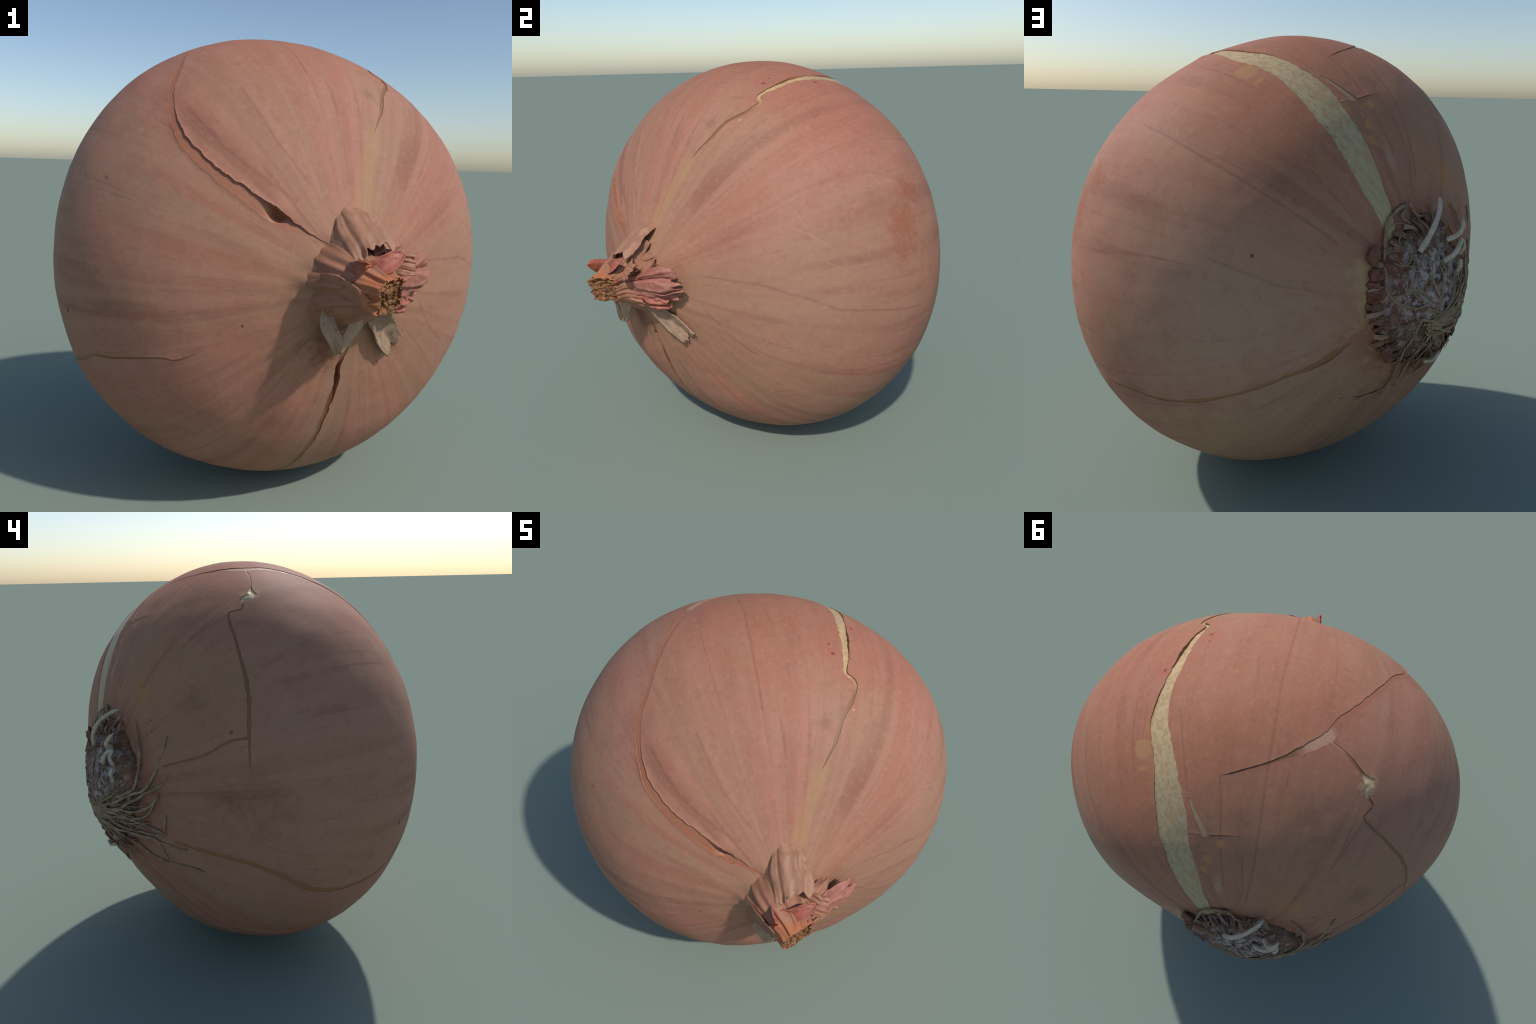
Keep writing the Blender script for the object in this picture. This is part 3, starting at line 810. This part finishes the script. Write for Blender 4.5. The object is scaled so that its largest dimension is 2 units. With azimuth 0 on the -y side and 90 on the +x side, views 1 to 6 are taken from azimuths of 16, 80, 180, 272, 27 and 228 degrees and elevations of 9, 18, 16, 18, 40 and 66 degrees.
FLAKES = [
    # the broad collar that covers the neck from above
    dict(spine=[(-.048, .345, .715), (-.052, .306, .806), (-.046, .254, .886), (-.036, .207, .948)], widths=[.14, .185, .20, .195], normal=(-.08, .75, .65), mat=COLLAR, pleats=7, amp=.0075, curl=-.038, tilt=-.30, jag=.20, seed=1, wave=.007),
    dict(spine=[(.020, .275, .800), (.030, .235, .868), (.030, .200, .915)], widths=[.05, .06, .05], normal=(.1, .75, .65), mat=COLLAR, pleats=2, amp=.006, curl=-.020, jag=.2, seed=21, wave=.004),
    dict(spine=[(.055, .225, .82), (.055, .20, .875), (.05, .18, .93)], widths=[.10, .09, .07], normal=(.2, .7, .6), mat=FLAKE_TAN, pleats=4, amp=.006, curl=-.015, jag=.2, seed=2),
    # lower left wall that ends in a pointed tip
    dict(spine=[(-.165, .065, .855), (-.135, .065, .93), (-.100, .050, .99), (-.075, .038, 1.034)], widths=[.17, .145, .085, .012], normal=(-.7, -.5, .3), mat=FLAKE_TAN, pleats=1.5, amp=.004, curl=-.022, jag=.02, seed=3),
    dict(spine=[(-.12, .135, .87), (-.115, .15, .94), (-.108, .175, .99), (-.105, .197, 1.022)], widths=[.09, .075, .05, .016], normal=(-.7, .4, .4), mat=FLAKE_RED, pleats=2, amp=.005, curl=.012, jag=.05, seed=4),
    # red petals below the collar
    dict(spine=[(-.08, .155, .945), (-.02, .180, .965), (.03, .205, .965), (.060, .220, .960)], widths=[.055, .062, .045, .010], normal=(-.1, .45, .9), mat=FLAKE_RED, pleats=1.5, amp=.005, curl=.008, jag=.04, seed=5),
    dict(spine=[(-.075, .13, .92), (-.06, .14, .985), (-.055, .135, 1.045)], widths=[.11, .11, .10], normal=(-.3, .7, .3), mat=FLAKE_TAN, pleats=3, amp=.005, curl=-.015, jag=.18, seed=6),
    dict(spine=[(-.02, .13, .93), (.01, .145, .98), (.02, .15, 1.01)], widths=[.09, .08, .06], normal=(.3, .7, .4), mat=FLAKE_RED, pleats=4, amp=.007, curl=-.01, jag=.3, seed=7),
    # pleated tab on the right
    dict(spine=[(.025, .185, .905), (.070, .185, .945), (.116, .176, .960)], widths=[.085, .085, .080], normal=(-.2, .5, .8), mat=FLAKE_TAN, pleats=7, amp=.006, curl=-.004, jag=.1, seed=8),
    dict(spine=[(.045, .13, .90), (.095, .180, .885), (.14, .220, .842)], widths=[.10, .085, .03], normal=(.3, .4, .8), mat=FLAKE_TAN, pleats=3, amp=.007, curl=-.02, jag=.1, seed=9),
    # ruffled pink flake bent back to the right
    dict(spine=[(.050, .115, .925), (.130, .125, .905), (.215, .132, .865), (.295, .135, .800)], widths=[.06, .10, .125, .10], normal=(.55, .1, .8), mat=FLAKE_PINK, pleats=4, amp=.014, curl=-.012, jag=.22, seed=10, wave=.014),
    dict(spine=[(.050, .070, .920), (.125, .075, .890), (.200, .080, .845), (.265, .075, .790)], widths=[.06, .085, .09, .07], normal=(.6, -.1, .7), mat=FLAKE_PINK, pleats=3, amp=.013, curl=-.010, jag=.28, seed=11, wave=.014),
    dict(spine=[(.050, .030, .900), (.105, .025, .880), (.165, .015, .845), (.205, .015, .815)], widths=[.06, .075, .075, .06], normal=(.6, -.4, .6), mat=FLAKE_RED, pleats=2.5, amp=.012, curl=-.012, jag=.25, seed=12, wave=.012),
    dict(spine=[(.02, .02, .93), (.06, .01, .915), (.10, .005, .885)], widths=[.06, .06, .05], normal=(.3, -.7, .6), mat=FLAKE_TAN, pleats=3, amp=.006, curl=-.012, jag=.2, seed=13),
    # grey weathered strap hanging down on the right
    dict(spine=[(.030, .010, .835), (.085, -.055, .808), (.145, -.125, .768), (.210, -.192, .735)], widths=[.07, .095, .105, .10], normal=(.4, -.4, .8), mat=FLAKE_GREY, pleats=2, amp=.006, curl=.010, jag=.12, thick=.008, seed=14),
    # grey forked shred that hangs below the neck
    dict(spine=[(-.145, .040, .845), (-.160, -.030, .872), (-.130, -.085, .880), (-.110, -.138, .872)], widths=[.05, .05, .045, .030], normal=(-.3, -.4, .8), mat=FLAKE_GREY, pleats=1, amp=.006, curl=.010, jag=.05, thick=.006, seed=15),
    dict(spine=[(-.040, .035, .885), (-.060, -.030, .900), (-.085, -.090, .888), (-.110, -.138, .872)], widths=[.07, .060, .050, .030], normal=(0, -.4, .8), mat=FLAKE_GREY, pleats=1, amp=.005, curl=-.010, jag=.05, thick=.006, seed=16),
]
for spec in FLAKES:
    sheet('skin_flake', parent=neck, **spec)

# ----------------------------------------------------------------------------
# ROOT PLATE with dry roots, fresh white roots and crusty lumps
# ----------------------------------------------------------------------------
CAVITIES = [(-0.285, 0.225, 0.055, 0.055), (-0.06, 0.335, 0.035, 0.030), (-0.01, -0.085, 0.020, 0.03), (-0.1, -0.24, 0.04, 0.03)]

def plate_height(x, y):
    """local z of the plate's face over x, y (it looks down local -z)"""
    D = unit(np.stack([x, y, -np.sqrt(np.maximum(0.87 ** 2 - x * x - y * y, 0.05))], -1))
    for _ in range(6):
        z = -np.sqrt(np.maximum(body_radius(D) ** 2 - x * x - y * y, 0.02))
        D = unit(np.stack([x, y, z], -1))
    off = np.hypot(x - ROOT_XY[0], y - ROOT_XY[1])
    return z + (0.004 + 0.006 * smooth(0.05, -0.18, y)) * (1 - smooth(0.24, 0.36, off))

def plate():
    rows, n = 110, 360
    a = np.linspace(0, 2 * math.pi, n, endpoint=False)
    S = np.linspace(0.003, 1, rows)
    Rm = 0.315 + 0.015 * np.sin(3 * a + 1) + 0.012 * np.sin(5 * a)
    X = ROOT_XY[0] + np.outer(S, Rm * np.cos(a))
    Y = ROOT_XY[1] + np.outer(S, Rm * np.sin(a))
    Z = plate_height(X, Y)
    P3 = np.stack([X, Y, Z], -1).reshape(-1, 3)
    h = 0.017 * fbm(P3, 12, 51, 4) + 0.012 * np.abs(fbm(P3, 30, 52, 3)) + 0.001
    h = h.reshape(X.shape)
    # dark teeth-like furrows near the rim on the left side
    teeth = np.sin(a * 46 + 3 * np.sin(a * 5))[None, :] * smooth(0.70, 0.82, S)[:, None]
    h = h + 0.008 * teeth
    h = h - 0.050 * smooth(0.84, 1.0, S)[:, None]
    for cx, cy, rad, dep in CAVITIES:
        h = h - dep * np.exp(-(((X - cx) ** 2 + (Y - cy) ** 2) / rad ** 2))
    N = unit(P3).reshape(rows, n, 3)
    V = P3.reshape(rows, n, 3) + N * h[..., None]
    F = []
    for i in range(rows - 1):
        j = np.arange(n)
        k = (j + 1) % n
        F.append(np.stack([i * n + j, (i + 1) * n + j, (i + 1) * n + k, i * n + k], 1))
    return V.reshape(-1, 3), np.concatenate(F)

V, F = plate()
root_plate = make_mesh('root_plate', V, F, PLATE, onion, frame=True)

def tube(name, C, rad, mat, parent, sides=8, rough=0.28, seed=0, flat=0.62):
    C = np.asarray(C)
    n = len(C)
    tan = unit(np.gradient(C, axis=0))
    A = unit(np.cross(tan, unit(C)))
    B = np.cross(tan, A)
    a = np.linspace(0, 2 * math.pi, sides, endpoint=False)
    rr = rad * (1 + rough * vnoise(C, 60, seed))
    V = (C[:, None] + (A[:, None] * np.cos(a)[:, None] + B[:, None] * np.sin(a)[:, None] * flat) * rr[:, None, None]).reshape(-1, 3)
    F = []
    for i in range(n - 1):
        for j in range(sides):
            k = (j + 1) % sides
            F.append((i * sides + j, i * sides + k, (i + 1) * sides + k, (i + 1) * sides + j))
    F.append(tuple(range(sides))[::-1])
    F.append(tuple((n - 1) * sides + j for j in range(sides)))
    return make_mesh(name, V, F, mat, parent)

def draped(xy, lift, seed, n=44, wobble=0.004):
    S = spline([(x, y, 0) for x, y in xy], n)
    z = plate_height(S[:, 0], S[:, 1])
    P = np.stack([S[:, 0], S[:, 1], z], 1)
    u = unit(P)
    t = np.linspace(0, 1, n)
    off = np.hypot(S[:, 0] - ROOT_XY[0], S[:, 1] - ROOT_XY[1])
    L = lift * (1 - 0.62 * smooth(0.24, 0.33, off)) + 0.005 * vnoise(P, 16, seed)
    P = P + u * L[:, None]
    P[:, 0] += wobble * vnoise(P, 22, seed + 1)
    P[:, 1] += wobble * vnoise(P, 22, seed + 2)
    return P

# roots drawn over the plate: waypoints in local x, y
ROOTS = [
    [(-.05, -.075), (-.137, -.049), (-.307, .032), (-.389, .083), (-.436, .167), (-.452, .248), (-.469, .316)],
    [(-.06, -.07), (-.23, -.044), (-.326, .01), (-.40, .067), (-.458, .106), (-.48, .121), (-.495, .169)],
    [(-.08, -.06), (-.288, -.036), (-.379, -.017), (-.424, .017), (-.451, .07)],
    [(-.05, -.06), (-.146, -.026), (-.23, .027), (-.297, .094)],
    [(-.25, .02), (-.331, .061), (-.352, .119), (-.35, .20), (-.318, .285), (-.28, .347)],
    [(-.06, -.07), (-.186, -.062), (-.302, -.066), (-.382, -.087), (-.462, -.11)],
    [(-.03, -.08), (-.083, -.129), (-.257, -.146), (-.371, -.143), (-.449, -.16), (-.528, -.181)],
    [(-.05, -.085), (-.243, -.171), (-.323, -.198), (-.382, -.247), (-.438, -.262), (-.509, -.267), (-.57, -.279)],
    [(-.429, -.172), (-.435, -.255)],
    [(-.05, -.07), (-.145, -.081), (-.23, -.111), (-.324, -.127), (-.453, -.125)],
    [(-.03, -.07), (-.067, -.091), (-.03, -.20), (-.02, -.29), (-.025, -.35)],
    [(-.04, -.09), (-.085, -.143), (-.06, -.243), (-.06, -.36)],
    [(-.473, -.031), (-.465, -.08), (-.457, -.131)],
    [(-.25, -.07), (-.344, -.063), (-.40, -.032), (-.43, .018)],
    [(-.011, .378), (.092, .33), (.125, .266), (.149, .173), (.148, .086), (.117, .035), (.063, .012), (.019, .005), (-.028, .013)],
    [(.008, -.045), (.023, -.119), (.039, -.19), (.021, -.327), (.014, -.431)],
    [(-.09, -.10), (-.105, -.15), (-.157, -.256), (-.133, -.326), (-.048, -.386), (.032, -.406), (.121, -.409), (.216, -.394)],
    [(.006, -.052), (-.088, -.073), (-.165, -.066), (-.224, -.034)],
    [(-.015, -.07), (-.133, -.121), (-.236, -.148)],
    [(-.015, -.01), (-.132, -.046), (-.194, -.039)],
    [(-.01, .375), (.028, .331), (.005, .301)],
    [(-.01, .375), (-.045, .33), (-.078, .32)],
    [(-.038, .128), (-.057, .065), (-.083, .009), (-.08, -.05)],
    [(.033, .079), (-.015, .047), (-.055, .008)],
    [(-.115, .128), (-.106, .068), (-.091, .02), (-.08, -.04)],
    [(-.17, .36), (-.13, .30), (-.17, .24)],
]
for i, xy in enumerate(ROOTS):
    C = draped(xy, 0.011, 100 + 5 * i, 44, 0.007)
    n = len(C)
    t = np.linspace(0, 1, n)
    base = 0.0068 if len(xy) > 4 else 0.0055
    tube('root', C, base * (1.05 - 0.45 * t ** 2), STRAND, root_plate, seed=i)
# thinner roots that fill the fan between the big ones
for i in range(28):
    a = math.radians(rng.uniform(148, 236))
    L = rng.uniform(0.14, 0.36)
    bend = rng.uniform(-0.5, 0.5)
    p0 = np.array([-0.045, -0.072]) + rng.normal(0, 0.018, 2)
    pts = []
    for s in np.linspace(0, 1, 5):
        aa = a + bend * s
        pts.append(tuple(p0 + L * s * np.array([math.cos(aa), math.sin(aa)])))
    C = draped(pts, rng.uniform(0.006, 0.013), 400 + 3 * i, 30, 0.006)
    t = np.linspace(0, 1, len(C))
    tube('root', C, rng.uniform(0.003, 0.0052) * (1.05 - 0.5 * t), STRAND, root_plate, sides=6, seed=i + 60)
# fine hairs over the mouldy middle
for i in range(40):
    p0 = np.array([rng.uniform(-0.28, 0.13), rng.uniform(-0.18, 0.28)])
    a = rng.uniform(0, 2 * math.pi)
    L = rng.uniform(0.04, 0.11)
    pts = [tuple(p0 + L * s * np.array([math.cos(a + 1.2 * s), math.sin(a + 1.2 * s)])) for s in (0, .33, .66, 1)]
    C = draped(pts, 0.014, 700 + 3 * i, 20, 0.006)
    tube('root', C, np.full(len(C), rng.uniform(0.002, 0.0034)), STRAND, root_plate, sides=5, seed=i + 120)

SPROUTS = [
    ([(-.004, .206, -.850), (-.040, .265, -.862), (-.095, .330, -.850), (-.145, .372, -.815), (-.173, .391, -.782)], 0.0135),
    ([(-.135, .150, -.858), (-.175, .175, -.875), (-.215, .215, -.872), (-.245, .232, -.852)], 0.0135),
    ([(-.180, .225, -.835), (-.205, .250, -.866), (-.232, .280, -.866), (-.250, .307, -.848)], 0.0125),
    ([(-.225, .085, -.852), (-.232, .120, -.868), (-.238, .150, -.862)], 0.0110),
    ([(-.235, .165, -.855), (-.242, .200, -.872), (-.245, .232, -.852)], 0.0095),
    ([(-.08, -.256, -.845), (-.120, -.262, -.850), (-.150, -.248, -.850), (-.175, -.232, -.845)], 0.0085),
]
for i, (pts, rad) in enumerate(SPROUTS):
    C = spline(pts, 36)
    t = np.linspace(0, 1, 36)
    tube('white_root', C, 0.88 * rad * (1.0 - 0.35 * t) * (1 - 0.8 * smooth(0.82, 1.0, t)), SPROUT, root_plate, sides=12, rough=0.08, seed=i, flat=1.0)

def lump(name, x, y, size, mat, seed, squash=(1, 1, 0.7)):
    th, ph = np.meshgrid(np.linspace(0, math.pi, 15), np.linspace(0, 2 * math.pi, 24, endpoint=False), indexing='ij')
    D = np.stack([np.sin(th) * np.cos(ph), np.sin(th) * np.sin(ph), np.cos(th)], -1).reshape(-1, 3)
    Q = D * (1 + 0.55 * fbm(D + seed, 1.7, seed, 4))[:, None] * np.array(squash) * size
    z = float(plate_height(np.array([x]), np.array([y]))[0])
    base = np.array([x, y, z])
    n = unit(base)
    V = base + n * 0.006 + Q
    F = []
    for i in range(14):
        for j in range(24):
            k = (j + 1) % 24
            F.append((i * 24 + j, (i + 1) * 24 + j, (i + 1) * 24 + k, i * 24 + k))
    return make_mesh(name, V, F, mat, root_plate)

LUMPS = [(.181, .205, .032), (.185, .140, .022), (.160, .070, .020), (.109, -.169, .034), (.14, -.06, .018), (-.06, -.27, .020), (.19, .02, .016)]
for i, (x, y, s) in enumerate(LUMPS):
    lump('crust_lump', x, y, s * 0.9, CRUMB, 20 + i, (1, 1.2, 0.55))

# torn fringe of old skin that stands round the plate
for i in range(52):
    a = math.radians(-135 + i * 4.7 + rng.uniform(-2, 2))
    rad = 0.298 + rng.uniform(-0.014, 0.014)
    skew = rng.uniform(-0.13, 0.13)
    ox, oy = ROOT_XY + rad * np.array([math.cos(a), math.sin(a)])
    ix, iy = ROOT_XY + (rad - rng.uniform(0.025, 0.075)) * np.array([math.cos(a + 0.03 + skew), math.sin(a + 0.03 + skew)])
    zo, zi = plate_height(np.array([ox, ix]), np.array([oy, iy]))
    po, pi_ = np.array([ox, oy, zo]), np.array([ix, iy, zi])
    mid = (po + pi_) / 2
    sheet('skin_shred', [po * 0.992, mid * (1.0 + rng.uniform(0.008, 0.016)), pi_ * (1.0 + rng.uniform(0.006, 0.02))], [0.012 + 0.014 * rng.random(), 0.012 + 0.010 * rng.random(), 0.004 + 0.010 * rng.random()], unit(mid),
          (CRUMB, SHRED, SHRED, FLAKE_GREY)[i % 4], pleats=1.5, amp=0.003, curl=0.002, jag=0.3, thick=0.003, seed=200 + i, parent=root_plate, wave=0.003)

# root_plate children and neck children inherit their parent's frame (identity local)
